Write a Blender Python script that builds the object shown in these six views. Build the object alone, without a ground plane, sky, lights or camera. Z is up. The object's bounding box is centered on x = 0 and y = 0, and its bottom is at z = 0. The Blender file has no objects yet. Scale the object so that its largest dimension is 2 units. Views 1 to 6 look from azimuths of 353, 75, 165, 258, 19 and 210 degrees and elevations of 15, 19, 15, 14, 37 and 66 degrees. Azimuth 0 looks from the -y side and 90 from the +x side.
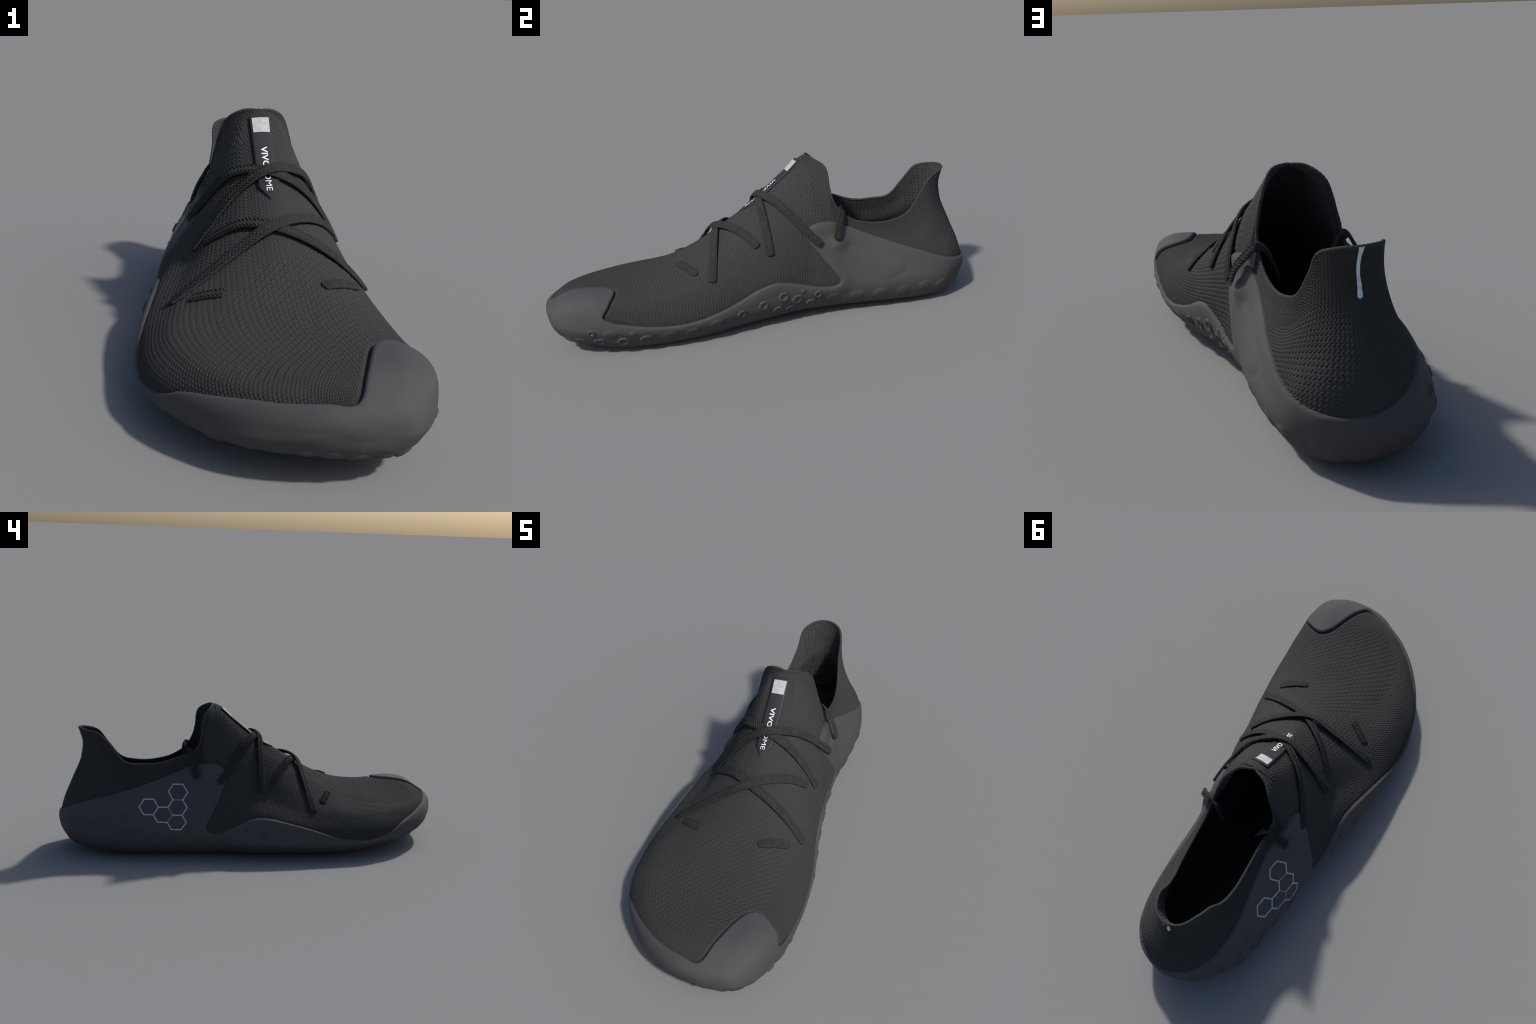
"""A dark knitted minimalist running shoe with a moulded rubber sole.

The shoe body is a loft: columns of control points rise from the sole's spine
to the ridge (forefoot, tongue) or to the collar edge (ankle opening).  Every
other part (rubber shell, laces, label, logo, lugs) is laid onto that loft.
"""
import math
import random
import bpy
import numpy as np
from mathutils import Vector
from mathutils.bvhtree import BVHTree

random.seed(7)
RNG = np.random.default_rng(7)

# --------------------------------------------------------------------------
#  1. Control columns of the loft
# --------------------------------------------------------------------------
# rows: 0 bottom spine, 1 bottom edge, 2 widest, 3-6 wall, 7 ridge or collar
STATIONS = []          # (tau, L[8,3], M[8,3])


def front(y, spine, lateral, ridge, medial):
    """A cross-section at constant y: (x, z) pairs from bottom edge upward."""
    tau = math.sqrt(max(y + 0.997, 0.0))
    def col(side):
        pts = [spine] + list(side) + [ridge]
        return np.array([(p[0], y, p[1]) for p in pts], float)
    L, M = col(lateral), col(medial)
    for c in (L, M):                       # the forefoot's underside sits close to the ground
        c[:2, 2] += 0.006 - 0.012 * min(1.0, max(0.0, (y + 0.92) / 0.25))
    STATIONS.append((tau, L, M))


def rear(tau, lateral, medial):
    STATIONS.append((tau, np.array(lateral, float), np.array(medial, float)))


TIP = (0.135, 0.174)
front(-0.997, TIP, [TIP] * 6, TIP, [TIP] * 6)
front(-0.985, (0.135, 0.114),
      [(0.084, 0.126), (0.032, 0.158), (0.036, 0.178), (0.058, 0.194), (0.090, 0.203), (0.115, 0.206)],
      (0.135, 0.208),
      [(0.186, 0.119), (0.238, 0.157), (0.236, 0.180), (0.224, 0.196), (0.200, 0.205), (0.165, 0.208)])
front(-0.95, (0.120, 0.078),
      [(0.012, 0.096), (-0.043, 0.136), (-0.036, 0.168), (0.003, 0.202), (0.050, 0.222), (0.090, 0.229)],
      (0.130, 0.232),
      [(0.220, 0.084), (0.285, 0.148), (0.284, 0.186), (0.267, 0.216), (0.228, 0.231), (0.180, 0.233)])
front(-0.90, (0.110, 0.055),
      [(-0.050, 0.076), (-0.120, 0.120), (-0.114, 0.164), (-0.070, 0.212), (0.005, 0.243), (0.070, 0.254)],
      (0.125, 0.257),
      [(0.246, 0.060), (0.320, 0.145), (0.320, 0.194), (0.306, 0.238), (0.260, 0.261), (0.190, 0.263)])
front(-0.82, (0.090, 0.038),
      [(-0.120, 0.058), (-0.199, 0.103), (-0.197, 0.155), (-0.152, 0.211), (-0.060, 0.244), (0.030, 0.260)],
      (0.110, 0.269),
      [(0.266, 0.047), (0.349, 0.140), (0.347, 0.192), (0.328, 0.242), (0.278, 0.272), (0.190, 0.275)])
front(-0.72, (0.060, 0.026),
      [(-0.182, 0.044), (-0.268, 0.097), (-0.266, 0.150), (-0.214, 0.209), (-0.108, 0.243), (0.000, 0.262)],
      (0.090, 0.272),
      [(0.294, 0.036), (0.361, 0.130), (0.356, 0.184), (0.333, 0.235), (0.278, 0.266), (0.180, 0.276)])
front(-0.60, (0.030, 0.018),
      [(-0.232, 0.032), (-0.322, 0.094), (-0.322, 0.146), (-0.258, 0.209), (-0.148, 0.247), (-0.025, 0.271)],
      (0.068, 0.281),
      [(0.298, 0.028), (0.362, 0.116), (0.355, 0.177), (0.328, 0.227), (0.266, 0.264), (0.165, 0.284)])
front(-0.45, (0.010, 0.013),
      [(-0.282, 0.025), (-0.358, 0.094), (-0.346, 0.142), (-0.281, 0.209), (-0.160, 0.258), (-0.035, 0.295)],
      (0.066, 0.309),
      [(0.292, 0.024), (0.357, 0.110), (0.349, 0.174), (0.320, 0.231), (0.257, 0.279), (0.158, 0.309)])
front(-0.30, (0.000, 0.012),
      [(-0.290, 0.024), (-0.362, 0.094), (-0.344, 0.150), (-0.266, 0.222), (-0.150, 0.293), (-0.035, 0.352)],
      (0.064, 0.377),
      [(0.270, 0.024), (0.340, 0.110), (0.333, 0.178), (0.304, 0.250), (0.245, 0.318), (0.153, 0.363)])
front(-0.15, (-0.010, 0.014),
      [(-0.278, 0.024), (-0.353, 0.096), (-0.331, 0.168), (-0.236, 0.250), (-0.134, 0.352), (-0.030, 0.436)],
      (0.052, 0.467),
      [(0.236, 0.030), (0.310, 0.115), (0.308, 0.192), (0.284, 0.278), (0.231, 0.370), (0.142, 0.440)])
front(0.0, (-0.010, 0.016),
      [(-0.262, 0.024), (-0.338, 0.096), (-0.299, 0.200), (-0.192, 0.302), (-0.110, 0.425), (-0.022, 0.528)],
      (0.046, 0.561),
      [(0.208, 0.037), (0.282, 0.120), (0.290, 0.218), (0.265, 0.318), (0.209, 0.437), (0.126, 0.532)])
front(0.12, (-0.005, 0.016),
      [(-0.242, 0.026), (-0.316, 0.096), (-0.275, 0.205), (-0.184, 0.330), (-0.106, 0.490), (-0.024, 0.625)],
      (0.042, 0.656),
      [(0.194, 0.043), (0.262, 0.126), (0.265, 0.232), (0.244, 0.350), (0.189, 0.500), (0.112, 0.626)])

# tongue tip: the last column that reaches the ridge
rear(1.103,
     [(0.000, 0.190, 0.010), (-0.224, 0.190, 0.016), (-0.294, 0.190, 0.097), (-0.262, 0.190, 0.210),
      (-0.184, 0.195, 0.345), (-0.106, 0.205, 0.525), (-0.025, 0.214, 0.692), (0.040, 0.216, 0.729)],
     [(0.000, 0.190, 0.010), (0.193, 0.190, 0.038), (0.257, 0.190, 0.128), (0.255, 0.190, 0.240),
      (0.234, 0.195, 0.365), (0.180, 0.205, 0.535), (0.106, 0.214, 0.692), (0.040, 0.216, 0.729)])
rear(1.118,
     [(0.000, 0.222, 0.010), (-0.222, 0.222, 0.016), (-0.289, 0.222, 0.097), (-0.258, 0.225, 0.212),
      (-0.187, 0.234, 0.346), (-0.114, 0.247, 0.510), (-0.060, 0.258, 0.660), (-0.020, 0.240, 0.722)],
     [(0.000, 0.222, 0.010), (0.193, 0.222, 0.038), (0.255, 0.222, 0.130), (0.254, 0.225, 0.242),
      (0.234, 0.234, 0.362), (0.182, 0.246, 0.520), (0.135, 0.252, 0.655), (0.098, 0.238, 0.722)])
rear(1.133,
     [(0.000, 0.250, 0.010), (-0.220, 0.250, 0.017), (-0.285, 0.250, 0.097), (-0.258, 0.252, 0.214),
      (-0.193, 0.262, 0.340), (-0.124, 0.278, 0.480), (-0.092, 0.290, 0.600), (-0.068, 0.284, 0.680)],
     [(0.000, 0.250, 0.010), (0.193, 0.250, 0.038), (0.253, 0.250, 0.132), (0.253, 0.252, 0.240),
      (0.235, 0.260, 0.356), (0.191, 0.274, 0.480), (0.162, 0.288, 0.595), (0.137, 0.284, 0.685)])
rear(1.150,
     [(0.000, 0.282, 0.010), (-0.217, 0.282, 0.017), (-0.281, 0.282, 0.098), (-0.263, 0.284, 0.212),
      (-0.209, 0.288, 0.325), (-0.147, 0.296, 0.425), (-0.110, 0.302, 0.510), (-0.096, 0.302, 0.578)],
     [(0.005, 0.282, 0.010), (0.195, 0.282, 0.038), (0.252, 0.282, 0.134), (0.254, 0.284, 0.236),
      (0.237, 0.288, 0.342), (0.203, 0.293, 0.435), (0.180, 0.298, 0.515), (0.166, 0.298, 0.580)])
rear(1.176,
     [(0.005, 0.330, 0.010), (-0.213, 0.330, 0.018), (-0.276, 0.330, 0.099), (-0.261, 0.330, 0.210),
      (-0.211, 0.330, 0.312), (-0.156, 0.330, 0.392), (-0.118, 0.330, 0.460), (-0.100, 0.330, 0.522)],
     [(0.010, 0.330, 0.010), (0.197, 0.330, 0.038), (0.253, 0.330, 0.136), (0.255, 0.330, 0.226),
      (0.239, 0.330, 0.318), (0.210, 0.330, 0.393), (0.189, 0.330, 0.450), (0.177, 0.330, 0.500)])
rear(1.215,
     [(0.010, 0.410, 0.008), (-0.207, 0.410, 0.019), (-0.268, 0.410, 0.101), (-0.255, 0.410, 0.205),
      (-0.206, 0.410, 0.300), (-0.153, 0.408, 0.370), (-0.114, 0.404, 0.432), (-0.095, 0.402, 0.489)],
     [(0.015, 0.410, 0.008), (0.200, 0.410, 0.036), (0.258, 0.410, 0.138), (0.256, 0.410, 0.220),
      (0.238, 0.408, 0.300), (0.212, 0.405, 0.362), (0.192, 0.402, 0.408), (0.179, 0.400, 0.442)])
rear(1.262,
     [(0.015, 0.510, 0.006), (-0.199, 0.510, 0.020), (-0.259, 0.510, 0.101), (-0.244, 0.510, 0.200),
      (-0.195, 0.508, 0.288), (-0.147, 0.506, 0.352), (-0.112, 0.502, 0.407), (-0.093, 0.500, 0.456)],
     [(0.020, 0.510, 0.006), (0.205, 0.510, 0.034), (0.267, 0.510, 0.138), (0.262, 0.510, 0.214),
      (0.240, 0.508, 0.286), (0.212, 0.505, 0.342), (0.191, 0.502, 0.382), (0.178, 0.500, 0.414)])
rear(1.312,
     [(0.020, 0.620, 0.005), (-0.188, 0.620, 0.020), (-0.247, 0.620, 0.102), (-0.228, 0.618, 0.198),
      (-0.181, 0.614, 0.285), (-0.139, 0.609, 0.348), (-0.110, 0.603, 0.403), (-0.095, 0.597, 0.451)],
     [(0.028, 0.620, 0.005), (0.208, 0.620, 0.030), (0.268, 0.620, 0.138), (0.262, 0.618, 0.212),
      (0.236, 0.614, 0.284), (0.206, 0.609, 0.340), (0.184, 0.602, 0.382), (0.170, 0.597, 0.414)])
rear(1.360,
     [(0.030, 0.715, 0.005), (-0.172, 0.730, 0.022), (-0.231, 0.730, 0.104), (-0.213, 0.728, 0.204),
      (-0.162, 0.716, 0.296), (-0.124, 0.704, 0.366), (-0.098, 0.692, 0.420), (-0.084, 0.680, 0.464)],
     [(0.030, 0.715, 0.005), (0.205, 0.730, 0.028), (0.264, 0.730, 0.138), (0.251, 0.726, 0.216),
      (0.222, 0.714, 0.294), (0.189, 0.702, 0.356), (0.169, 0.692, 0.404), (0.154, 0.682, 0.440)])
rear(1.402,
     [(0.035, 0.750, 0.006), (-0.145, 0.810, 0.026), (-0.202, 0.818, 0.106), (-0.186, 0.816, 0.212),
      (-0.130, 0.792, 0.320), (-0.093, 0.772, 0.408), (-0.073, 0.756, 0.474), (-0.067, 0.742, 0.536)],
     [(0.035, 0.750, 0.006), (0.192, 0.815, 0.028), (0.248, 0.820, 0.138), (0.233, 0.812, 0.222),
      (0.199, 0.788, 0.318), (0.166, 0.768, 0.400), (0.149, 0.754, 0.462), (0.138, 0.744, 0.514)])
rear(1.440,
     [(0.038, 0.770, 0.008), (-0.105, 0.872, 0.032), (-0.155, 0.886, 0.108), (-0.142, 0.882, 0.218),
      (-0.094, 0.850, 0.340), (-0.064, 0.826, 0.446), (-0.055, 0.810, 0.530), (-0.060, 0.804, 0.598)],
     [(0.038, 0.770, 0.008), (0.165, 0.876, 0.034), (0.214, 0.890, 0.136), (0.204, 0.886, 0.226),
      (0.164, 0.848, 0.338), (0.138, 0.820, 0.438), (0.130, 0.806, 0.516), (0.130, 0.800, 0.582)])
rear(1.475,
     [(0.040, 0.780, 0.010), (-0.047, 0.928, 0.040), (-0.088, 0.955, 0.112), (-0.078, 0.944, 0.222),
      (-0.044, 0.902, 0.350), (-0.022, 0.866, 0.462), (-0.019, 0.860, 0.540), (-0.025, 0.872, 0.612)],
     [(0.040, 0.780, 0.010), (0.120, 0.930, 0.042), (0.155, 0.957, 0.132), (0.145, 0.946, 0.228),
      (0.114, 0.900, 0.350), (0.096, 0.862, 0.458), (0.095, 0.854, 0.536), (0.100, 0.864, 0.606)])
rear(1.512,
     [(0.040, 0.780, 0.010), (0.036, 0.954, 0.046), (0.034, 0.995, 0.118), (0.035, 0.980, 0.226),
      (0.037, 0.932, 0.352), (0.038, 0.887, 0.464), (0.038, 0.878, 0.540), (0.038, 0.899, 0.614)],
     [(0.040, 0.780, 0.010), (0.036, 0.954, 0.046), (0.034, 0.995, 0.118), (0.035, 0.980, 0.226),
      (0.037, 0.932, 0.352), (0.038, 0.887, 0.464), (0.038, 0.878, 0.540), (0.038, 0.899, 0.614)])

SOLE_LIFT = 0.002                        # the lugs stand this much below the sole
for tau_, L_, M_ in STATIONS:
    if tau_ > 1.10:
        for c_ in (L_, M_):
            c_[0, 2] += SOLE_LIFT
            c_[1, 2] += SOLE_LIFT
# one mirrored column beyond the heel makes the back seam smooth
TAU_TIP, TAU_END = 1.103, STATIONS[-1][0]
STATIONS.append((2 * TAU_END - STATIONS[-2][0], STATIONS[-2][2], STATIONS[-2][1]))
TAU = np.array([s[0] for s in STATIONS])
COL = {'L': np.stack([s[1] for s in STATIONS]), 'M': np.stack([s[2] for s in STATIONS])}


def hermite(knots, values, where):
    """C1 cubic through values (n, ...) at knots, parabolic tangents."""
    k = np.asarray(knots, float)
    v = np.asarray(values, float)
    h = np.diff(k)
    h = np.maximum(h, 1e-9)
    sh = (-1,) + (1,) * (v.ndim - 1)
    slope = np.diff(v, axis=0) / h.reshape(sh)
    m = np.empty_like(v)
    w = (h[:-1] / (h[:-1] + h[1:])).reshape(sh)
    m[1:-1] = slope[:-1] * (1 - w) + slope[1:] * w
    m[0] = 2 * slope[0] - m[1]
    m[-1] = 2 * slope[-1] - m[-2]
    x = np.clip(np.asarray(where, float), k[0], k[-1])
    i = np.clip(np.searchsorted(k, x, side='right') - 1, 0, len(k) - 2)
    t = ((x - k[i]) / h[i]).reshape(sh)
    hi = h[i].reshape(sh)
    return ((2 * t ** 3 - 3 * t ** 2 + 1) * v[i] + (t ** 3 - 2 * t ** 2 + t) * hi * m[i]
            + (-2 * t ** 3 + 3 * t ** 2) * v[i + 1] + (t ** 3 - t ** 2) * hi * m[i + 1])


def columns(side, taus):
    return hermite(TAU, COL[side], taus)            # (n, 8, 3)


def spline_rows(P, per, ghost):
    """Chord-length Catmull-Rom through the 8 rows of each column P (n,8,3).
    per[i] samples on interval i; ghost (n,3) continues past the last row."""
    n = len(P)
    seg = np.maximum(np.linalg.norm(np.diff(P, axis=1), axis=2), 1e-5)   # n,7
    slope = np.diff(P, axis=1) / seg[:, :, None]
    m = np.empty_like(P)
    w = (seg[:, :-1] / (seg[:, :-1] + seg[:, 1:]))[:, :, None]
    m[:, 1:-1] = slope[:, :-1] * (1 - w) + slope[:, 1:] * w
    m[:, 0] = slope[:, 0]
    gs = np.maximum(np.linalg.norm(ghost - P[:, -1], axis=1), 1e-5)
    gslope = (ghost - P[:, -1]) / gs[:, None]
    wl = (seg[:, -1] / (seg[:, -1] + gs))[:, None]
    m[:, -1] = slope[:, -1] * (1 - wl) + gslope * wl
    out = []
    for i, c in enumerate(per):
        t = (np.arange(c + (1 if i == len(per) - 1 else 0)) / c)[None, :, None]
        h = seg[:, i][:, None, None]
        ha = np.minimum(seg[:, i], 1.4 * seg[:, max(i - 1, 0)])[:, None, None]
        hb = np.minimum(seg[:, i], 1.4 * seg[:, min(i + 1, 6)])[:, None, None]
        if i == 0:                                   # flat underside, quick turn at its edge
            hb = 0.35 * hb
        a, b, ma, mb = P[:, i][:, None], P[:, i + 1][:, None], m[:, i][:, None], m[:, i + 1][:, None]
        out.append((2 * t ** 3 - 3 * t ** 2 + 1) * a + (t ** 3 - 2 * t ** 2 + t) * ha * ma
                   + (-2 * t ** 3 + 3 * t ** 2) * b + (t ** 3 - t ** 2) * hb * mb)
    return np.concatenate(out, axis=1)


def body_grid(taus, per):
    """Point grids (L, M), each (len(taus), sum(per)+1, 3)."""
    PL, PM = columns('L', taus), columns('M', taus)
    is_ridge = (taus <= TAU_TIP + 1e-9)[:, None]
    PM[:, 0] = PL[:, 0]                              # one common spine under the sole
    PM[:, 7] = np.where(is_ridge, PL[:, 7], PM[:, 7])
    gL = np.where(is_ridge, PM[:, 6], 2 * PL[:, 7] - PL[:, 6])
    gM = np.where(is_ridge, PL[:, 6], 2 * PM[:, 7] - PM[:, 6])
    return spline_rows(PL, per, gL), spline_rows(PM, per, gM)


def even_taus(n, row=4, a=0.0, b=None):
    """Station parameters evenly spaced in arc length along one row."""
    b = TAU_END if b is None else b
    t = np.linspace(a, b, 4000)
    p = 0.5 * (columns('L', t)[:, row] + columns('M', t)[:, row])
    pl = columns('L', t)[:, row]
    s = np.concatenate([[0], np.cumsum(np.linalg.norm(np.diff(pl, axis=0), axis=1))])
    tt = np.interp(np.linspace(0, s[-1], n), s, t)
    # keep the tongue tip as an exact station
    k = int(np.argmin(abs(tt - TAU_TIP)))
    if 0 < k < n - 1:
        tt[k] = TAU_TIP
    return tt


# --------------------------------------------------------------------------
#  2. Mesh helpers
# --------------------------------------------------------------------------
def grid_faces(nu, nv, base=0, flip=False):
    i, j = np.meshgrid(np.arange(nu - 1), np.arange(nv - 1), indexing='ij')
    a = (i * nv + j).ravel() + base
    q = np.stack([a, a + nv, a + nv + 1, a + 1], axis=1)
    return q[:, ::-1] if flip else q


def weld(V, F, tol=2e-5):
    key = np.round(V / tol).astype(np.int64)
    _, first, inv = np.unique(key, axis=0, return_index=True, return_inverse=True)
    inv = inv.ravel()
    return first, inv[F]


def clean_tris(F):
    ok = (F[:, 0] != F[:, 1]) & (F[:, 1] != F[:, 2]) & (F[:, 0] != F[:, 2])
    return F[ok]


def normals_of(V, T):
    n = np.cross(V[T[:, 1]] - V[T[:, 0]], V[T[:, 2]] - V[T[:, 0]])
    N = np.zeros_like(V)
    for k in range(3):
        for c in range(3):
            N[:, c] += np.bincount(T[:, k], weights=n[:, c], minlength=len(V))
    return N / np.maximum(np.linalg.norm(N, axis=1), 1e-12)[:, None]


def quads_to_tris(Q):
    return np.concatenate([Q[:, [0, 1, 2]], Q[:, [0, 2, 3]]])


def drop_unused(V, T, *extra):
    used = np.zeros(len(V), bool)
    used[T.ravel()] = True
    idx = np.cumsum(used) - 1
    return (V[used], idx[T]) + tuple(e[used] for e in extra)


def make_object(name, V, F, material, parent=None, smooth=True):
    F = np.asarray(F)
    me = bpy.data.meshes.new(name)
    me.vertices.add(len(V))
    me.vertices.foreach_set('co', np.asarray(V, np.float32).ravel())
    k = F.shape[1]
    me.loops.add(F.size)
    me.loops.foreach_set('vertex_index', F.astype(np.int32).ravel())
    me.polygons.add(len(F))
    me.polygons.foreach_set('loop_start', np.arange(0, F.size, k, dtype=np.int32))
    me.update(calc_edges=True)
    me.validate()
    me.polygons.foreach_set('use_smooth', np.full(len(me.polygons), smooth, bool))
    me.materials.append(material)
    ob = bpy.data.objects.new(name, me)
    bpy.context.scene.collection.objects.link(ob)
    if parent is not None:
        ob.parent = parent
    return ob


def smoothstep(a, b, x):
    t = np.clip((x - a) / (b - a), 0, 1)
    return t * t * (3 - 2 * t)


# --------------------------------------------------------------------------
#  3. Materials
# --------------------------------------------------------------------------
def new_material(name, colour, rough, spec=0.3):
    m = bpy.data.materials.new(name)
    m.use_nodes = True
    b = m.node_tree.nodes['Principled BSDF']
    b.inputs['Base Color'].default_value = (*colour, 1)
    b.inputs['Roughness'].default_value = rough
    b.inputs['Specular IOR Level'].default_value = spec
    return m, b


def mottle(m, b, colour_a, colour_b, scale, detail=4.0, lo=0.35, hi=0.65, bump=0.0, bump_scale=300.0):
    nt = m.node_tree
    tc = nt.nodes.new('ShaderNodeTexCoord')
    no = nt.nodes.new('ShaderNodeTexNoise')
    no.inputs['Scale'].default_value = scale
    no.inputs['Detail'].default_value = detail
    rp = nt.nodes.new('ShaderNodeValToRGB')
    rp.color_ramp.elements[0].position = lo
    rp.color_ramp.elements[1].position = hi
    rp.color_ramp.elements[0].color = (*colour_a, 1)
    rp.color_ramp.elements[1].color = (*colour_b, 1)
    nt.links.new(tc.outputs['Object'], no.inputs['Vector'])
    nt.links.new(no.outputs['Fac'], rp.inputs['Fac'])
    nt.links.new(rp.outputs['Color'], b.inputs['Base Color'])
    if bump > 0:
        n2 = nt.nodes.new('ShaderNodeTexNoise')
        n2.inputs['Scale'].default_value = bump_scale
        n2.inputs['Detail'].default_value = 3.0
        bp = nt.nodes.new('ShaderNodeBump')
        bp.inputs['Strength'].default_value = bump
        bp.inputs['Distance'].default_value = 0.002
        nt.links.new(tc.outputs['Object'], n2.inputs['Vector'])
        nt.links.new(n2.outputs['Fac'], bp.inputs['Height'])
        nt.links.new(bp.outputs['Normal'], b.inputs['Normal'])


KNIT, b = new_material('knit_yarn', (0.045, 0.045, 0.044), 0.9, 0.15)
mottle(KNIT, b, (0.0425, 0.043, 0.043), (0.0475, 0.0475, 0.047), 120, bump=0.15, bump_scale=900)
LINING, b = new_material('lining_knit', (0.045, 0.045, 0.046), 0.9, 0.15)
mottle(LINING, b, (0.046, 0.046, 0.047), (0.056, 0.056, 0.056), 40)
RUBBER, b = new_material('grey_rubber', (0.10, 0.094, 0.10), 0.8, 0.2)
mottle(RUBBER, b, (0.0715, 0.0675, 0.0715), (0.0755, 0.0712, 0.0755), 6, bump=0.04, bump_scale=500)
LACE, b = new_material('braided_lace', (0.034, 0.034, 0.033), 0.9, 0.15)
mottle(LACE, b, (0.030, 0.030, 0.030), (0.039, 0.039, 0.038), 60, bump=0.15, bump_scale=1200)
LABEL, b = new_material('label_tape', (0.026, 0.027, 0.031), 0.55, 0.4)
mottle(LABEL, b, (0.025, 0.026, 0.030), (0.028, 0.029, 0.033), 20)
PRINT, b = new_material('white_print', (0.85, 0.85, 0.85), 0.6, 0.3)
mottle(PRINT, b, (0.80, 0.80, 0.80), (0.88, 0.88, 0.88), 50)
PATCH, b = new_material('pale_print', (0.5, 0.5, 0.5), 0.6, 0.3)
mottle(PATCH, b, (0.42, 0.42, 0.42), (0.52, 0.52, 0.52), 90)
LOGO, b = new_material('logo_print', (0.36, 0.40, 0.48), 0.6, 0.3)
mottle(LOGO, b, (0.40, 0.425, 0.47), (0.44, 0.465, 0.51), 30)
TAPE, b = new_material('reflective_tape', (0.6, 0.66, 0.72), 0.5, 0.4)
mottle(TAPE, b, (0.55, 0.62, 0.70), (0.75, 0.80, 0.84), 70, lo=0.4, hi=0.6)
INSOLE, b = new_material('insole_foam', (0.03, 0.03, 0.032), 0.95, 0.1)
mottle(INSOLE, b, (0.028, 0.028, 0.03), (0.036, 0.036, 0.038), 50)

# --------------------------------------------------------------------------
#  4. The shoe, base surface and its search tree
# --------------------------------------------------------------------------
shoe = bpy.data.objects.new('running_shoe', None)
bpy.context.scene.collection.objects.link(shoe)
shoe['label'] = 'dark grey knitted low running shoe with moulded grey rubber sole'
shoe['category'] = 'shoe'

base_t = even_taus(420)
PER_BASE = [8, 14, 16, 16, 16, 16, 16]
gL, gM = body_grid(base_t, PER_BASE)
NU, NV = gL.shape[:2]
V0 = np.concatenate([gL.reshape(-1, 3), gM.reshape(-1, 3)])
Q0 = np.concatenate([grid_faces(NU, NV, 0, True), grid_faces(NU, NV, NU * NV, False)])
T0 = quads_to_tris(Q0)
first, T0w = weld(V0, T0)
VB = V0[first]
TB = clean_tris(T0w)
NB = normals_of(VB, TB)
if (NB * (VB - np.array([0.0, 0.0, 0.15]))).sum() < 0:
    TB = TB[:, ::-1]
    NB = -NB
BVH = BVHTree.FromPolygons([Vector(v) for v in VB.tolist()], TB.tolist())


def snap(p, lift=0.0):
    loc, nor, idx, dist = BVH.find_nearest(Vector(p))
    return np.array(loc) + np.array(nor) * lift, np.array(nor)


def catmull(points, n, closed=False):
    P = np.array(points, float)
    if closed:
        P = np.concatenate([P[-2:], P, P[:3]])
        d = np.concatenate([[0], np.cumsum(np.sqrt(np.linalg.norm(np.diff(P, axis=0), axis=1)) + 1e-9)])
        w = np.linspace(d[2], d[-3], n + 1)[:-1]
        return hermite(d, P, w)
    d = np.concatenate([[0], np.cumsum(np.linalg.norm(np.diff(P, axis=0), axis=1) + 1e-9)])
    return hermite(d, P, np.linspace(0, d[-1], n))


# --------------------------------------------------------------------------
#  5. Rubber shell: closed border line on the body, signed distance, clip
# --------------------------------------------------------------------------
toe_cap_edge = [(0.118, -0.966, 0.222), (0.155, -0.895, 0.262), (0.182, -0.815, 0.290), (0.210, -0.745, 0.296),
                (0.250, -0.712, 0.285), (0.290, -0.722, 0.262), (0.322, -0.748, 0.230), (0.350, -0.776, 0.200)]
medial_line = [(0.358, -0.764, 0.186), (0.366, -0.728, 0.168), (0.372, -0.646, 0.146), (0.374, -0.570, 0.130),
               (0.368, -0.474, 0.120), (0.355, -0.374, 0.124), (0.343, -0.289, 0.140), (0.328, -0.192, 0.167),
               (0.312, -0.111, 0.200), (0.302, -0.051, 0.218), (0.294, 0.010, 0.224), (0.278, 0.100, 0.200),
               (0.268, 0.187, 0.172), (0.264, 0.260, 0.158), (0.262, 0.296, 0.162), (0.260, 0.308, 0.180)]
medial_wing = [(0.262, 0.292, 0.205), (0.262, 0.240, 0.280), (0.252, 0.195, 0.345), (0.240, 0.160, 0.396),
               (0.232, 0.150, 0.418), (0.226, 0.168, 0.436), (0.218, 0.205, 0.452), (0.212, 0.260, 0.456),
               (0.208, 0.310, 0.446), (0.206, 0.362, 0.424), (0.212, 0.460, 0.380), (0.222, 0.606, 0.312),
               (0.222, 0.720, 0.262), (0.212, 0.790, 0.228), (0.175, 0.885, 0.194), (0.120, 0.950, 0.182)]
heel_edge = [(0.040, 0.984, 0.190), (-0.035, 0.958, 0.215), (-0.085, 0.915, 0.246)]
lateral_wing = [(-0.120, 0.850, 0.276), (-0.150, 0.713, 0.320), (-0.145, 0.574, 0.366), (-0.130, 0.433, 0.418),
                (-0.124, 0.350, 0.448), (-0.126, 0.300, 0.458), (-0.132, 0.255, 0.460), (-0.142, 0.210, 0.450),
                (-0.152, 0.180, 0.425), (-0.165, 0.172, 0.396), (-0.195, 0.198, 0.340), (-0.222, 0.232, 0.275),
                (-0.250, 0.270, 0.212), (-0.262, 0.292, 0.170)]
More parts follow.
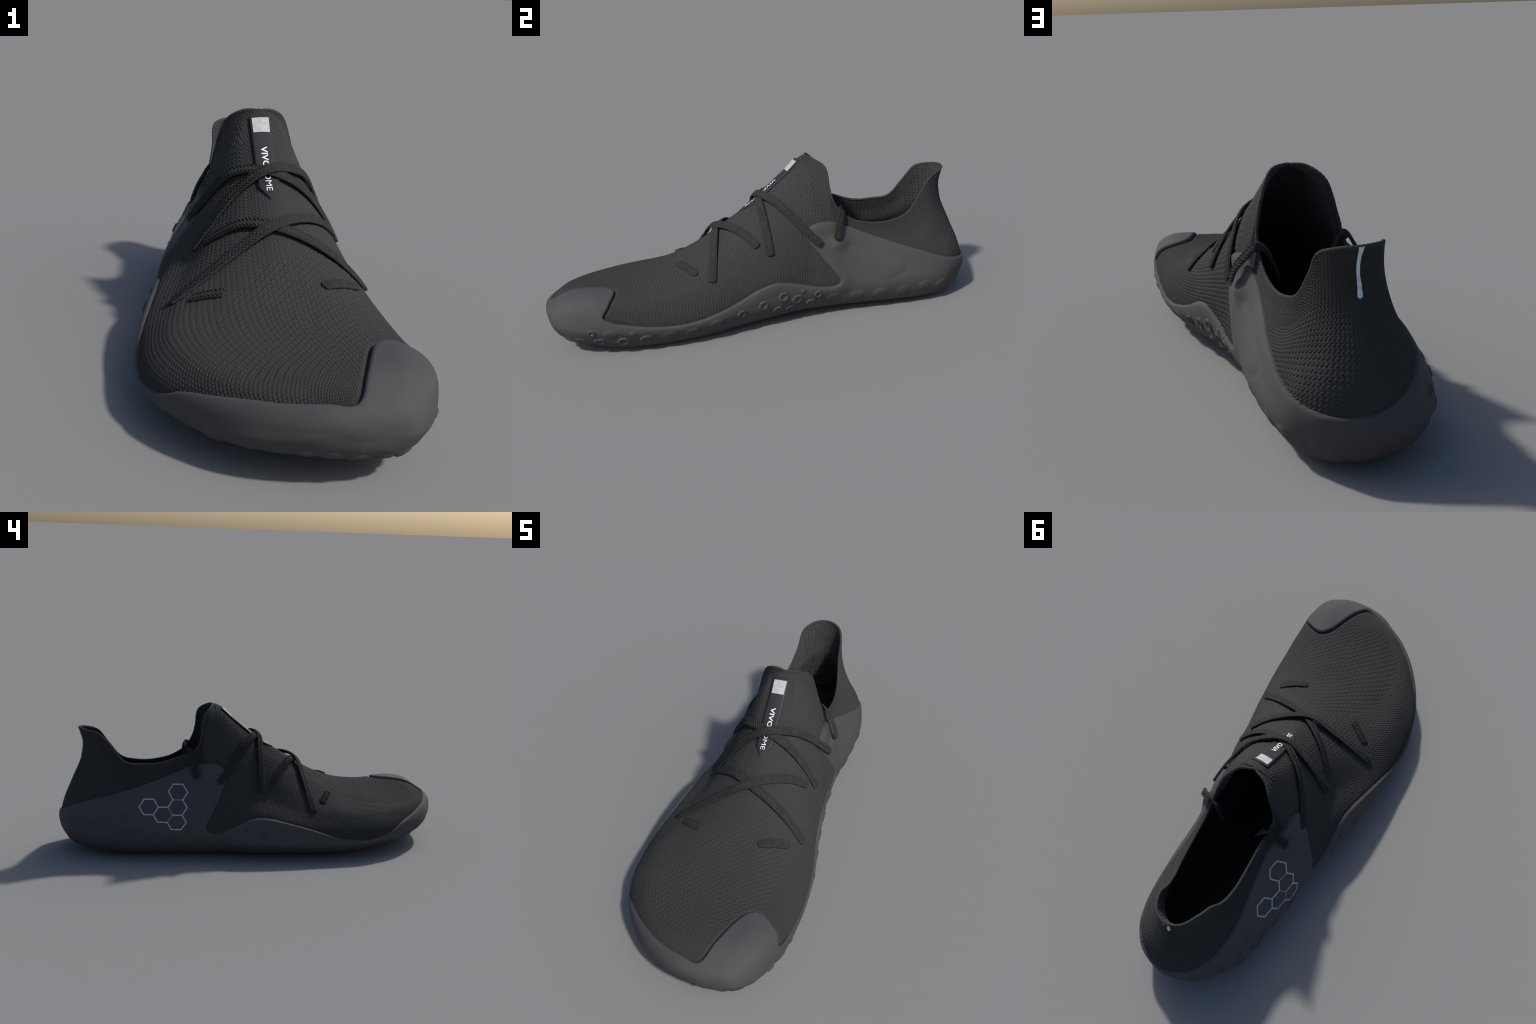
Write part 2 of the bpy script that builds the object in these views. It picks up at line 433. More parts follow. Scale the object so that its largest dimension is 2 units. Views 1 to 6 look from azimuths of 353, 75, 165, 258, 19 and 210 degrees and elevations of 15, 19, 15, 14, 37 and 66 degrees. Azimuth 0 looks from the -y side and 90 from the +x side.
lateral_line = [(-0.264, 0.286, 0.150), (-0.266, 0.261, 0.138), (-0.270, 0.217, 0.139), (-0.276, 0.138, 0.172),
                (-0.284, 0.062, 0.208), (-0.298, -0.015, 0.216), (-0.318, -0.118, 0.194), (-0.340, -0.258, 0.152),
                (-0.352, -0.371, 0.118), (-0.344, -0.450, 0.104), (-0.328, -0.520, 0.102), (-0.300, -0.600, 0.116),
                (-0.240, -0.690, 0.140), (-0.150, -0.800, 0.166), (-0.040, -0.890, 0.190), (0.050, -0.940, 0.206)]
border = toe_cap_edge + medial_line + medial_wing + heel_edge + lateral_wing + lateral_line
BORD = catmull(border, 900, closed=True)
BORD = np.array([snap(p)[0] for p in BORD])
for _ in range(2):                                       # iron out snapping jitter
    BORD = 0.25 * np.roll(BORD, 1, 0) + 0.5 * BORD + 0.25 * np.roll(BORD, -1, 0)
BN = []
BORD2 = []
for p in BORD:
    q, nn = snap(p)
    BORD2.append(q)
    BN.append(nn)
BORD, BN = np.array(BORD2), np.array(BN)


def signed_distance(P, line, nor, closed=True, chunk=4000):
    """Distance to a polyline on the body; positive on the left of its run."""
    A = line
    B = np.roll(line, -1, 0)
    if not closed:
        A, B, nor = A[:-1], B[:-1], nor[:-1]
    D = B - A
    L2 = np.maximum((D * D).sum(1), 1e-12)
    left = np.cross(nor, D)
    left /= np.maximum(np.linalg.norm(left, axis=1), 1e-12)[:, None]
    left_v = left + np.roll(left, 1, 0)                  # at the start vertex of each segment
    out = np.empty(len(P))
    for s in range(0, len(P), chunk):
        p = P[s:s + chunk]
        # coarse: nearest vertex, then its two neighbouring segments
        d2 = (p * p).sum(1)[:, None] - 2 * p @ A.T + (A * A).sum(1)[None, :]
        k = d2.argmin(1)
        best = np.full(len(p), 1e9)
        sign = np.ones(len(p))
        for off in (-1, 0):
            kk = (k + off) % len(A)
            t = np.clip(((p - A[kk]) * D[kk]).sum(1) / L2[kk], 0, 1)
            c = A[kk] + D[kk] * t[:, None]
            dd = np.linalg.norm(p - c, axis=1)
            lv = np.where((t <= 0)[:, None], left_v[kk], np.where((t >= 1)[:, None], left_v[(kk + 1) % len(A)], left[kk]))
            sg = np.sign(((p - c) * lv).sum(1))
            upd = dd < best - 1e-12
            best = np.where(upd, dd, best)
            sign = np.where(upd, sg, sign)
        out[s:s + chunk] = best * sign
    return out


SD = signed_distance(VB, BORD, BN)
# the sole's underside lies inside the rubber: orient the sign by it
under = (VB[:, 2] < 0.03) & (abs(VB[:, 1]) < 0.5)
if SD[under].mean() < 0:
    SD = -SD
_, inv0 = weld(V0, np.arange(len(V0))[:, None])
inv0 = inv0.ravel()
below = np.tile(np.arange(NV) <= PER_BASE[0] + PER_BASE[1], 2 * NU)      # rows 0-2 are always rubber
SD[inv0[below]] = np.abs(SD[inv0[below]])
SD_flat = SD[inv0]
SD_L, SD_M = SD_flat[:NU * NV].reshape(NU, NV), SD_flat[NU * NV:].reshape(NU, NV)


def clip(V, T, f, *attrs):
    """Part of a triangle mesh where f >= 0, cut exactly along f = 0."""
    A = np.column_stack([V, f] + [a for a in attrs])
    ins = f >= 0
    cnt = ins[T].sum(1)
    keep = [T[cnt == 3]]
    new_pts, cache = [], {}
    extra = []

    def cut(a, b):
        key = (a, b) if a < b else (b, a)
        if key not in cache:
            t = f[a] / (f[a] - f[b])
            cache[key] = len(A) + len(new_pts)
            new_pts.append(A[a] + (A[b] - A[a]) * t)
        return cache[key]
    for tri in T[(cnt == 1) | (cnt == 2)].tolist():
        i = [ins[v] for v in tri]
        if sum(i) == 1:
            k = i.index(True)
            a, b2, c = tri[k], tri[(k + 1) % 3], tri[(k + 2) % 3]
            extra.append((a, cut(a, b2), cut(a, c)))
        else:
            k = i.index(False)
            a, b2, c = tri[k], tri[(k + 1) % 3], tri[(k + 2) % 3]
            p, q = cut(a, b2), cut(a, c)
            extra.append((p, b2, c))
            extra.append((p, c, q))
    if new_pts:
        A = np.concatenate([A, np.array(new_pts)])
    F = np.concatenate(keep + ([np.array(extra)] if extra else []))
    A, F = drop_unused(A, F)
    return A[:, :3], F, A[:, 3], A[:, 4:]


VR, TR, fR, aR = clip(VB, TB, SD, NB)
NR = aR / np.maximum(np.linalg.norm(aR, axis=1), 1e-9)[:, None]


def rubber_height(P, d):
    """Shell thickness: rounded edge, thicker toe cap, loop bumps, emboss."""
    y, z, x = P[:, 1], P[:, 2], P[:, 0]
    t = 0.007
    cap = 0.007 * smoothstep(-0.62, -0.70, y) * smoothstep(-0.02, 0.10, x) * smoothstep(0.15, 0.25, z)
    r = 0.010
    e = np.sqrt(np.clip(1 - (1 - np.clip(d / r, 0, 1)) ** 2, 0, 1))
    flat = 1 - 0.97 * smoothstep(0.015, 0.075, d)         # the shell thins away from its edge
    h = -0.003 + (0.003 + t * flat * (1 - cap / 0.0075) + 1.1 * cap) * e
    for c, rad, amp in (((0.250, 0.312, 0.358), 0.046, 0.023), ((-0.182, 0.262, 0.392), 0.040, 0.018)):
        q = np.linalg.norm((P - np.array(c)) / np.array([1.0, 1.0, 0.75]), axis=1)
        h += amp * np.exp(-(q / rad) ** 2) * e
    ear = smoothstep(0.35, 0.43, z) * np.exp(-((y - 0.265) / 0.085) ** 2)
    h += ear * e * np.where(x > 0, 0.009, 0.004)
    return h


hR = rubber_height(VR, fR)
# embossed rounded-triangle outline on the medial wing
emboss = catmull([(0.27, 0.355, 0.335), (0.26, 0.375, 0.345), (0.25, 0.42, 0.330), (0.26, 0.52, 0.285), (0.26, 0.62, 0.235),
                  (0.27, 0.63, 0.205), (0.27, 0.58, 0.170), (0.27, 0.52, 0.158), (0.27, 0.47, 0.175),
                  (0.27, 0.40, 0.260), (0.27, 0.365, 0.305)], 160, closed=True)
emboss = np.array([snap(p)[0] for p in emboss])
near = (VR[:, 0] > 0.1) & (VR[:, 1] > 0.25) & (VR[:, 1] < 0.75)
d_emb = np.full(len(VR), 1.0)
d_emb[near] = np.sqrt(((VR[near][:, None] - emboss[None]) ** 2).sum(2).min(1))
hR -= 0.0022 * np.exp(-(d_emb / 0.016) ** 2)

rub_V = VR + NR * hR[:, None]
# relax the pole at the tip of the toe
tip_r = np.hypot(rub_V[:, 0] - TIP[0], rub_V[:, 2] - TIP[1])
tip_w = smoothstep(0.045, 0.02, tip_r) * (rub_V[:, 1] < -0.97)
on_ring = (tip_r < 0.05) & (rub_V[:, 1] < -0.97)
dx, dz = rub_V[on_ring, 0] - TIP[0], rub_V[on_ring, 2] - TIP[1]
fit = np.linalg.lstsq(np.column_stack([np.ones_like(dx), dx, dz, dx * dx, dx * dz, dz * dz]), rub_V[on_ring, 1], rcond=None)[0]
ddx, ddz = rub_V[:, 0] - TIP[0], rub_V[:, 2] - TIP[1]
nose = np.column_stack([np.ones_like(ddx), ddx, ddz, ddx * ddx, ddx * ddz, ddz * ddz]) @ fit
rub_V[:, 1] = rub_V[:, 1] * (1 - tip_w) + nose * tip_w
# a smooth button closes the very tip
ga, gb = np.meshgrid(np.linspace(-1, 1, 13), np.linspace(-1, 1, 13), indexing='ij')
bx, bz = 0.019 * (ga * np.sqrt(1 - gb ** 2 / 2)).ravel(), 0.019 * (gb * np.sqrt(1 - ga ** 2 / 2)).ravel()
by = np.column_stack([np.ones_like(bx), bx, bz, bx * bx, bx * bz, bz * bz]) @ fit - 0.0007 * (1 - (bx ** 2 + bz ** 2) / 0.019 ** 2) + 0.0001
button = np.column_stack([TIP[0] + bx, by, TIP[1] + bz])
TR = np.concatenate([TR, quads_to_tris(grid_faces(13, 13)) + len(rub_V)])
rub_V = np.concatenate([rub_V, button])
sole = make_object('sole', rub_V, TR, RUBBER, shoe)
BVH_R = BVHTree.FromPolygons([Vector(v) for v in rub_V.tolist()], TR.tolist())

# --------------------------------------------------------------------------
#  6. Knitted upper with stitch relief as real geometry
# --------------------------------------------------------------------------
WALES, ROW_SAMP, COURSES, CSAMP = 37, 54, 166, 7      # wales from sole to ridge, samples per wall row / course
knit_t = even_taus(COURSES * CSAMP + 1)
PER_K = [1, 2] + [ROW_SAMP] * 5
kL, kM = body_grid(knit_t, PER_K)
kL, kM = kL[:, 3:], kM[:, 3:]
KU, KV = kL.shape[:2]


def stitch(u, v):
    """Height 0..1 of a plain knit; u counts courses, v counts wales."""
    p = v % 1.0
    t = abs(p - 0.5) * 2.0                       # 0 in the wale's middle, 1 between wales
    s = (u + 0.75 * t) % 1.0
    leg = 0.55 + 0.45 * np.sin(np.pi * np.clip(t * 0.98 + 0.01, 0, 1)) ** 0.7
    bead = np.sin(np.pi * s) ** 0.9
    return leg * bead


uu = (np.arange(KU) / CSAMP)[:, None]
vv = (np.arange(KV) / (5 * ROW_SAMP) * WALES)[None, :]
relief = stitch(uu, vv)
# ventilated field on the forefoot: every second stitch of alternate courses is open
slot = (np.sin(np.pi * (uu + 0.25)) ** 2 > 0.5) * np.clip(np.sin(2 * np.pi * (uu * 0.5)) * np.sin(2 * np.pi * vv * 0.5), 0, 1) ** 0.5


def resample_sd(SDg, taus, nv_per):
    """Bilinear look-up of the coarse signed distance on another grid."""
    fu = np.interp(taus, base_t, np.arange(NU))
    start = np.concatenate([[0], np.cumsum(PER_BASE)])
    fv = np.concatenate([start[2 + i] + np.arange(c) / c * PER_BASE[2 + i] for i, c in enumerate(nv_per)] + [[start[-1]]])
    i = np.clip(fu.astype(int), 0, NU - 2)
    j = np.clip(fv.astype(int), 0, NV - 2)
    a, c = (fu - i)[:, None], (fv - j)[None, :]
    g = SDg
    return ((1 - a) * (1 - c) * g[np.ix_(i, j)] + a * (1 - c) * g[np.ix_(i + 1, j)]
            + (1 - a) * c * g[np.ix_(i, j + 1)] + a * c * g[np.ix_(i + 1, j + 1)])


VK = np.concatenate([kL.reshape(-1, 3), kM.reshape(-1, 3)])
FK = np.concatenate([grid_faces(KU, KV, 0, True), grid_faces(KU, KV, KU * KV, False)])
sdK = np.concatenate([resample_sd(SD_L, knit_t, PER_K[2:]).ravel(), resample_sd(SD_M, knit_t, PER_K[2:]).ravel()])
relK = np.concatenate([relief.ravel(), relief.ravel()])
firstK, FKw = weld(VK, FK)
VK, sdK, relK = VK[firstK], sdK[firstK], relK[firstK]
okq = np.ones(len(FKw), bool)
for a in range(4):
    for c in range(a):
        okq &= FKw[:, a] != FKw[:, c]
FKw = FKw[okq]
NK = normals_of(VK, clean_tris(quads_to_tris(FKw)))
if (NK * (VK - np.array([0.0, 0.0, 0.1]))).sum() < 0:
    FKw = FKw[:, ::-1]
    NK = -NK
FKw = FKw[(sdK[FKw] < 0.012).any(1)]
KNIT_AMP = 0.0040
slotK = np.concatenate([slot.ravel(), slot.ravel()])[firstK]
field = np.sqrt(((VK[:, 0] - 0.06 - 0.12 * (VK[:, 1] + 0.55)) / 0.24) ** 2 + ((VK[:, 1] + 0.58) / 0.30) ** 2)
field = smoothstep(1.0, 0.92, field) * (VK[:, 2] > 0.18)
sdK_w = sdK
tuck = smoothstep(-0.016, -0.002, sdK_w) * (0.0015 + 0.006 * smoothstep(-0.64, -0.72, VK[:, 1]) * smoothstep(0.05, 0.14, VK[:, 0]))
VKd = VK - NK * tuck[:, None] + NK * ((relK - 0.75) * KNIT_AMP - 0.0036 * field * slotK)[:, None]
VKd, FKd = drop_unused(VKd, FKw)
upper = make_object('upper', VKd, FKd, KNIT, shoe)

# --------------------------------------------------------------------------
#  7. Lining, collar edge and insole
# --------------------------------------------------------------------------
lin_t = even_taus(700, a=0.98)
PER_L = [1, 1, 1] + [70] * 4
lL, lM = body_grid(lin_t, PER_L)
lL, lM = lL[:, 3:], lM[:, 3:]
LU, LV = lL.shape[:2]
VL = np.concatenate([lL.reshape(-1, 3), lM.reshape(-1, 3)])
FL = np.concatenate([grid_faces(LU, LV, 0, True), grid_faces(LU, LV, LU * LV, False)])
u_l, v_l = np.meshgrid(np.arange(LU) / 14.0, np.arange(LV) / 7.5, indexing='ij')
zig = abs((u_l % 1.0) - 0.5) * 2.0                # herringbone: slanted ribs that flip
rib = 0.5 + 0.5 * np.sin(2 * np.pi * (v_l + 0.95 * zig))
relL = np.concatenate([rib.ravel(), rib.ravel()])
firstL, FLw = weld(VL, FL)
VL, relL = VL[firstL], relL[firstL]
okq = np.ones(len(FLw), bool)
for a in range(4):
    for c in range(a):
        okq &= FLw[:, a] != FLw[:, c]
FLw = FLw[okq]
NL = normals_of(VL, clean_tris(quads_to_tris(FLw)))
if (NL * (VL - np.array([0.0, 0.2, 0.1]))).sum() < 0:
    NL = -NL
else:
    FLw = FLw[:, ::-1]
WALL = 0.009
_, v_depth = np.meshgrid(np.arange(LU), 1 - np.arange(LV) / (LV - 1.0), indexing='ij')
v_depth = np.concatenate([v_depth.ravel(), v_depth.ravel()])[firstL]
padding = 0.02 * smoothstep(0.25, 0.55, v_depth)
make_object('lining', VL - NL * (WALL + padding - 0.0045 * relL)[:, None], FLw, LINING, shoe)

# collar edge: a ribbed roll over the top of wall and lining
ct = even_taus(520, row=7, a=TAU_TIP)
cL, cM = columns('L', ct)[:, 7], columns('M', ct)[:, 7]
loop = np.concatenate([cL, cM[::-1][1:-1]])
cLb, cMb = body_grid(ct, [1, 1, 1, 1, 1, 1, 12])
down = np.concatenate([cLb[:, -1] - cLb[:, -3], (cMb[:, -1] - cMb[:, -3])[::-1][1:-1]])
down /= np.linalg.norm(down, axis=1)[:, None]
for _ in range(12):
    down = 0.25 * np.roll(down, 1, 0) + 0.5 * down + 0.25 * np.roll(down, -1, 0)
    loop = np.where((np.arange(len(loop)) % len(loop) == 0)[:, None], loop, 0.25 * np.roll(loop, 1, 0) + 0.5 * loop + 0.25 * np.roll(loop, -1, 0))
tang = np.roll(loop, -1, 0) - np.roll(loop, 1, 0)
tang /= np.linalg.norm(tang, axis=1)[:, None]
down -= (down * tang).sum(1)[:, None] * tang
down /= np.linalg.norm(down, axis=1)[:, None]
side = np.cross(tang, down)
cen = np.array([0.04, 0.55, 0.4])
if (side * (loop - cen)).sum() > 0:
    side = -side                                   # points into the shoe
arc = np.concatenate([[0], np.cumsum(np.linalg.norm(np.diff(loop, axis=0), axis=1))])
RS = 10
rim = []
for k in range(RS + 1):
    a = math.pi * (k / RS * 1.5 - 0.25)
    rr = 0.0058 + 0.0005 * np.sin(2 * np.pi * arc / 0.016)
    rim.append(loop - down * 0.004 + side * (WALL * 0.45) + (-side * math.cos(a)) * rr[:, None] + down * (math.sin(a) * rr)[:, None])
rim = np.stack(rim, axis=1)
RU = len(loop)
i, j = np.meshgrid(np.arange(RU), np.arange(RS), indexing='ij')
i2 = (i + 1) % RU
FR = np.stack([i * (RS + 1) + j, i2 * (RS + 1) + j, i2 * (RS + 1) + j + 1, i * (RS + 1) + j + 1], axis=-1).reshape(-1, 4)
make_object('collar_edge', rim.reshape(-1, 3), FR, KNIT, shoe)

# lining of the toe box, hidden deep in the cavity
box_t = even_taus(60, a=0.36, b=1.0)
bL, bM = body_grid(box_t, [1, 1] + [6] * 5)
box_V = np.concatenate([bL[:, 2:].reshape(-1, 3), bM[:, 2:].reshape(-1, 3)])
n_box = bL.shape[1] - 2
box_F = np.concatenate([grid_faces(60, n_box, 0, False), grid_faces(60, n_box, 60 * n_box, True)])
box_first, box_Fw = weld(box_V, box_F)
box_V = box_V[box_first]
box_N = normals_of(box_V, clean_tris(quads_to_tris(box_Fw)))
if (box_N * (box_V - np.array([0.0, -0.3, 0.12]))).sum() < 0:
    box_N = -box_N
make_object('toe_box_lining', box_V - box_N * 0.022, box_Fw, LINING, shoe)

# insole
it = np.linspace(0.36, TAU_END, 140)
iL, iM = body_grid(it, [1, 1, 6, 1, 1, 1, 1])
mid_line = 0.5 * (iL[:, 1:2] + iM[:, 1:2])
eL, eM = [m[:, 0] + 0.97 * (e[:, 1] - m[:, 0]) for m, e in ((mid_line, iL), (mid_line, iM))]
eL[:, 2] = 0.062
eM[:, 2] = 0.062
w = np.linspace(0, 1, 24)[None, :, None]
ins = eL[:, None] * (1 - w) + eM[:, None] * w
ins[:, :, 2] += 0.012 * (2 * w[..., 0] - 1) ** 4
make_object('insole', ins.reshape(-1, 3), grid_faces(len(it), 24), INSOLE, shoe)

# --------------------------------------------------------------------------
#  8. Laces
# --------------------------------------------------------------------------
def lace(path, lifts, width=0.036, thick=0.0088, free=None, name='lace'):
    """A flat braided lace: path points are pulled onto the body and lifted.
    free marks points that keep their own place (in the air, over the rim)."""
    n = 6 * len(path)
    pts, nor = [], []
    free = free or [False] * len(path)
    for p, l, f in zip(path, lifts, free):
        q, nn = snap(p, l)
        pts.append(np.array(p, float) if f else q)
        nor.append(nn)
    length = np.linalg.norm(np.diff(np.array(pts), axis=0), axis=1).sum()
    n = max(12, int(length / 0.0022))
    C = catmull(pts, n)
    N = catmull(nor, n)
    N /= np.linalg.norm(N, axis=1)[:, None]
    T = np.gradient(C, axis=0)
    T /= np.linalg.norm(T, axis=1)[:, None]
    S = np.cross(T, N)
    S /= np.linalg.norm(S, axis=1)[:, None]
    N = np.cross(S, T)
    s = np.concatenate([[0], np.cumsum(np.linalg.norm(np.diff(C, axis=0), axis=1))])
    # cross-section: rounded flat band
    K = 44
    ang = np.linspace(0, 2 * math.pi, K, endpoint=False)
    ca, sa = np.cos(ang), np.sin(ang)
    px = np.sign(ca) * abs(ca) ** 0.6
    pz = np.sign(sa) * abs(sa) ** 0.4
    end = np.minimum(s, s[-1] - s)
    taper = np.sqrt(np.clip(1 - (1 - np.clip(end / (0.35 * width), 0, 1)) ** 2, 0.04, 1))
    V = []
    for k in range(K):
        across = px[k] * width / 2 * taper
        # braid: slanted ribs forming chevrons, pointing along the lace
        ribs = np.sin(2 * math.pi * (s / 0.0125 + 1.1 * abs(2 * ((px[k] * 0.5 + 0.5) * 1.5 % 1.0) - 1)))
        bump = 0.003 * ribs * (1 if sa[k] > -0.2 else 0) * min(1.0, 4 * (1.02 - abs(px[k])))
        hh = pz[k] * thick / 2 + bump * abs(pz[k]) ** 0.5
        V.append(C + S * across[:, None] + N * (hh * np.clip(taper * 1.3, 0, 1))[:, None])
    V = np.stack(V, axis=1).reshape(-1, 3)
    i, j = np.meshgrid(np.arange(n - 1), np.arange(K), indexing='ij')
    j2 = (j + 1) % K
    F = np.stack([i * K + j, (i + 1) * K + j, (i + 1) * K + j2, i * K + j2], axis=-1).reshape(-1, 4)
    V = np.concatenate([V, C[:1], C[-1:]])
    a, c = len(V) - 2, len(V) - 1
    caps = []
    for k in range(K):
        caps.append((a, k, (k + 1) % K, (k + 1) % K))
        caps.append((c, (n - 1) * K + (k + 1) % K, (n - 1) * K + k, (n - 1) * K + k))
    T3 = np.concatenate([quads_to_tris(F), np.array(caps)[:, :3]])
    return make_object(name, V, T3, LACE, shoe)


LOW, MID, UP = 0.006, 0.012, 0.022
# lower crossing
lace([(0.298, -0.296, 0.270), (0.240, -0.275, 0.330), (0.150, -0.245, 0.395), (0.043, -0.209, 0.440),
      (-0.040, -0.150, 0.430), (-0.105, -0.100, 0.390), (-0.150, -0.061, 0.350)], [LOW, 0.006, MID, MID, MID, 0.006, LOW])
lace([(-0.258, -0.259, 0.220), (-0.190, -0.250, 0.275), (-0.080, -0.235, 0.370), (0.043, -0.209, 0.440),
      (0.125, -0.150, 0.440), (0.190, -0.105, 0.420), (0.240, -0.070, 0.385)], [LOW, 0.006, MID, UP, MID, 0.006, LOW])
# upper crossing
lace([(0.255, -0.020, 0.340), (0.215, -0.020, 0.410), (0.130, -0.018, 0.520), (0.046, -0.010, 0.568),
      (-0.045, 0.060, 0.545), (-0.120, 0.140, 0.450), (-0.160, 0.190, 0.395), (-0.178, 0.219, 0.360)],
     [LOW, 0.006, MID, MID, MID, 0.008, 0.010, 0.010])
lace([(-0.188, 0.001, 0.315), (-0.140, -0.005, 0.385), (-0.060, -0.012, 0.500), (0.046, -0.010, 0.568),
      (0.135, 0.046, 0.545), (0.195, 0.126, 0.462), (0.236, 0.184, 0.398), (0.250, 0.222, 0.362)],
     [LOW, 0.006, MID, UP, MID, 0.008, 0.015, 0.018])
# single bars of the lowest row
lace([(0.145, -0.414, 0.325), (0.200, -0.386, 0.315), (0.259, -0.354, 0.300)], [0.002, 0.004, 0.002])
lace([(-0.203, -0.310, 0.250), (-0.160, -0.338, 0.270), (-0.114, -0.367, 0.290)], [0.002, 0.004, 0.002])
# laces that wrap the collar
lace([(0.258, 0.292, 0.380), (0.244, 0.305, 0.425), (0.216, 0.328, 0.466), (0.184, 0.342, 0.496),
      (0.158, 0.347, 0.486), (0.135, 0.350, 0.440), (0.120, 0.355, 0.380)],
     [0.010] * 7, free=[True] * 7, width=0.034)
lace([(-0.168, 0.331, 0.385), (-0.158, 0.336, 0.430), (-0.130, 0.352, 0.482), (-0.102, 0.360, 0.516),
      (-0.078, 0.362, 0.506), (-0.060, 0.356, 0.470), (-0.045, 0.358, 0.400)],
     [0.010] * 7, free=[False, True, True, True, True, True, True], width=0.034)

# --------------------------------------------------------------------------
#  9. Tongue label with its lettering
# --------------------------------------------------------------------------
LAB_A, LAB_B, LAB_HW = np.array([0.038, 0.180]), np.array([0.041, -0.101]), 0.037


def label_point(s, t, lift):
    """s: metres from the label's top edge towards the toe, t: across (+x)."""
    f = s / 0.3505                                  # length along the slope
    cx, cy = LAB_A + (LAB_B - LAB_A) * f
    z = 0.60 + 0.75 * (cy - 0.04)
    c, n = snap((cx, cy, z))
    n = np.array([n[0] * 0.3, n[1], n[2]])
    n /= np.linalg.norm(n)
    q, _ = snap((cx + t, cy, z + 0.02))
    q = 0.55 * q + 0.45 * (c + np.array([t, 0, 0]))  # the tape lies flatter than the knit
    return q + n * lift


ns, nt_ = 60, 10
Vt = []
for i in range(ns + 1):
    s = 0.3505 * i / ns
    hw = LAB_HW * min(1.0, max(0.02, (0.3505 - s) / 0.055))
    for j in range(nt_ + 1):
        t = (2 * j / nt_ - 1) * hw
        Vt.append(label_point(s, t, 0.0045))
Vt = np.array(Vt)
Ft = grid_faces(ns + 1, nt_ + 1)
label = make_object('tongue_label', Vt, Ft, LABEL, shoe)
md = label.modifiers.new('thick', 'SOLIDIFY')
md.thickness = 0.0035
md.offset = -1.0

pv, pf = [], []
for i in range(11):
    for j in range(11):
        pv.append(label_point(0.013 + 0.060 * i / 10, (2 * j / 10 - 1) * 0.0295, 0.0058))
make_object('label_patch', np.array(pv), grid_faces(11, 11), PATCH, label)


def lettering(text, s0, length, height, bold, name):
    cu = bpy.data.curves.new(name, 'FONT')
    cu.body = text
    cu.size = 1.0
    cu.offset = bold
    cu.resolution_u = 4
    tmp = bpy.data.objects.new(name, cu)
    bpy.context.scene.collection.objects.link(tmp)
    bpy.context.view_layer.update()
    me = bpy.data.meshes.new_from_object(tmp.evaluated_get(bpy.context.evaluated_depsgraph_get()))
    bpy.data.objects.remove(tmp)
    co = np.array([v.co[:] for v in me.vertices])
    lo, hi = co.min(0), co.max(0)
    for v in me.vertices:
        s = s0 + (v.co.x - lo[0]) / (hi[0] - lo[0]) * length
        t = ((v.co.y - lo[1]) / (hi[1] - lo[1]) - 0.5) * height
        v.co = label_point(s, t, 0.0062)
    me.materials.clear()
    me.materials.append(PRINT)
    ob = bpy.data.objects.new(name, me)
    bpy.context.scene.collection.objects.link(ob)
    ob.parent = label
    return ob


lettering('VIVO', 0.134, 0.088, 0.023, 0.022, 'lettering')
lettering('BIOME', 0.213, 0.106, 0.021, 0.0, 'lettering')

# --------------------------------------------------------------------------
# 10. Hexagon logo on the lateral wing, reflective tape on the heel
# --------------------------------------------------------------------------
def on_rubber(origin, direction, lift=0.0):
    loc, nor, idx, dist = BVH_R.ray_cast(Vector(origin), Vector(direction))
    if loc is None:
        loc, nor, idx, dist = BVH_R.find_nearest(Vector(origin))
    n = np.array(nor)
    if (n * np.array(direction)).sum() > 0:
        n = -n
    return np.array(loc) + n * lift, n


def strip(points2d, width, place, name, material, parent, closed=False):
    """A thin raised band along a 2D polyline, laid on the surface."""
    P = np.array(points2d, float)
    T = np.gradient(P, axis=0)
    if closed:
        T = np.roll(P, -1, 0) - np.roll(P, 1, 0)
    T /= np.maximum(np.linalg.norm(T, axis=1), 1e-9)[:, None]
    Nn = np.column_stack([-T[:, 1], T[:, 0]])
    V = []
    for p, nn in zip(P, Nn):
        for o, lf in ((-0.5, -0.0008), (-0.5, 0.0012), (0.5, 0.0012), (0.5, -0.0008)):
            V.append(place(p + nn * o * width, lf))
    n = len(P)
    F = []
    for i in range(n if closed else n - 1):
        a, c = i * 4, ((i + 1) % n) * 4
        for k in range(3):
            F.append((a + k, c + k, c + k + 1, a + k + 1))
    if not closed:
        F += [(0, 1, 2, 3), ((n - 1) * 4 + 3, (n - 1) * 4 + 2, (n - 1) * 4 + 1, (n - 1) * 4)]
    return make_object(name, np.array(V), np.array(F), material, parent, smooth=False)


HEX_R, HEX_H = 0.0465, 0.0335                        # half width along y, half height along z
HEX_E = np.array([0.436, 0.192])


def hex_place(p, lift):
    q, n = on_rubber((-0.6, p[0] - 0.10 * (p[1] - 0.192), p[1]), (1, 0, 0), lift)
    return q


drawn = set()
centres = []
for a, c in [(0, 0), (0, 2), (0, 4), (1, 1), (2, 2)]:
    centres.append(HEX_E + np.array([a * 1.5 * HEX_R, c * HEX_H]))
for c in centres:
    corner = [c + np.array([HEX_R * math.cos(k * math.pi / 3), HEX_H / (math.sqrt(3) / 2) * math.sin(k * math.pi / 3)]) for k in range(6)]
    for k in range(6):
        p, q = corner[k], corner[(k + 1) % 6]
        key = tuple(sorted([tuple(np.round(p, 3)), tuple(np.round(q, 3))]))
        if key in drawn:
            continue
        drawn.add(key)
        ext = (q - p) / np.linalg.norm(q - p) * 0.0018
        strip([p - ext + (q - p + 2 * ext) * f for f in np.linspace(0, 1, 9)], 0.0056, hex_place, 'logo_line', LOGO, sole)

tape_pts = []
for f in np.linspace(0, 1, 40):
    z = 0.610 - 0.135 * f
    tape_pts.append((0.040 + 0.004 * math.sin(5 * f) + 0.006 * f, z))


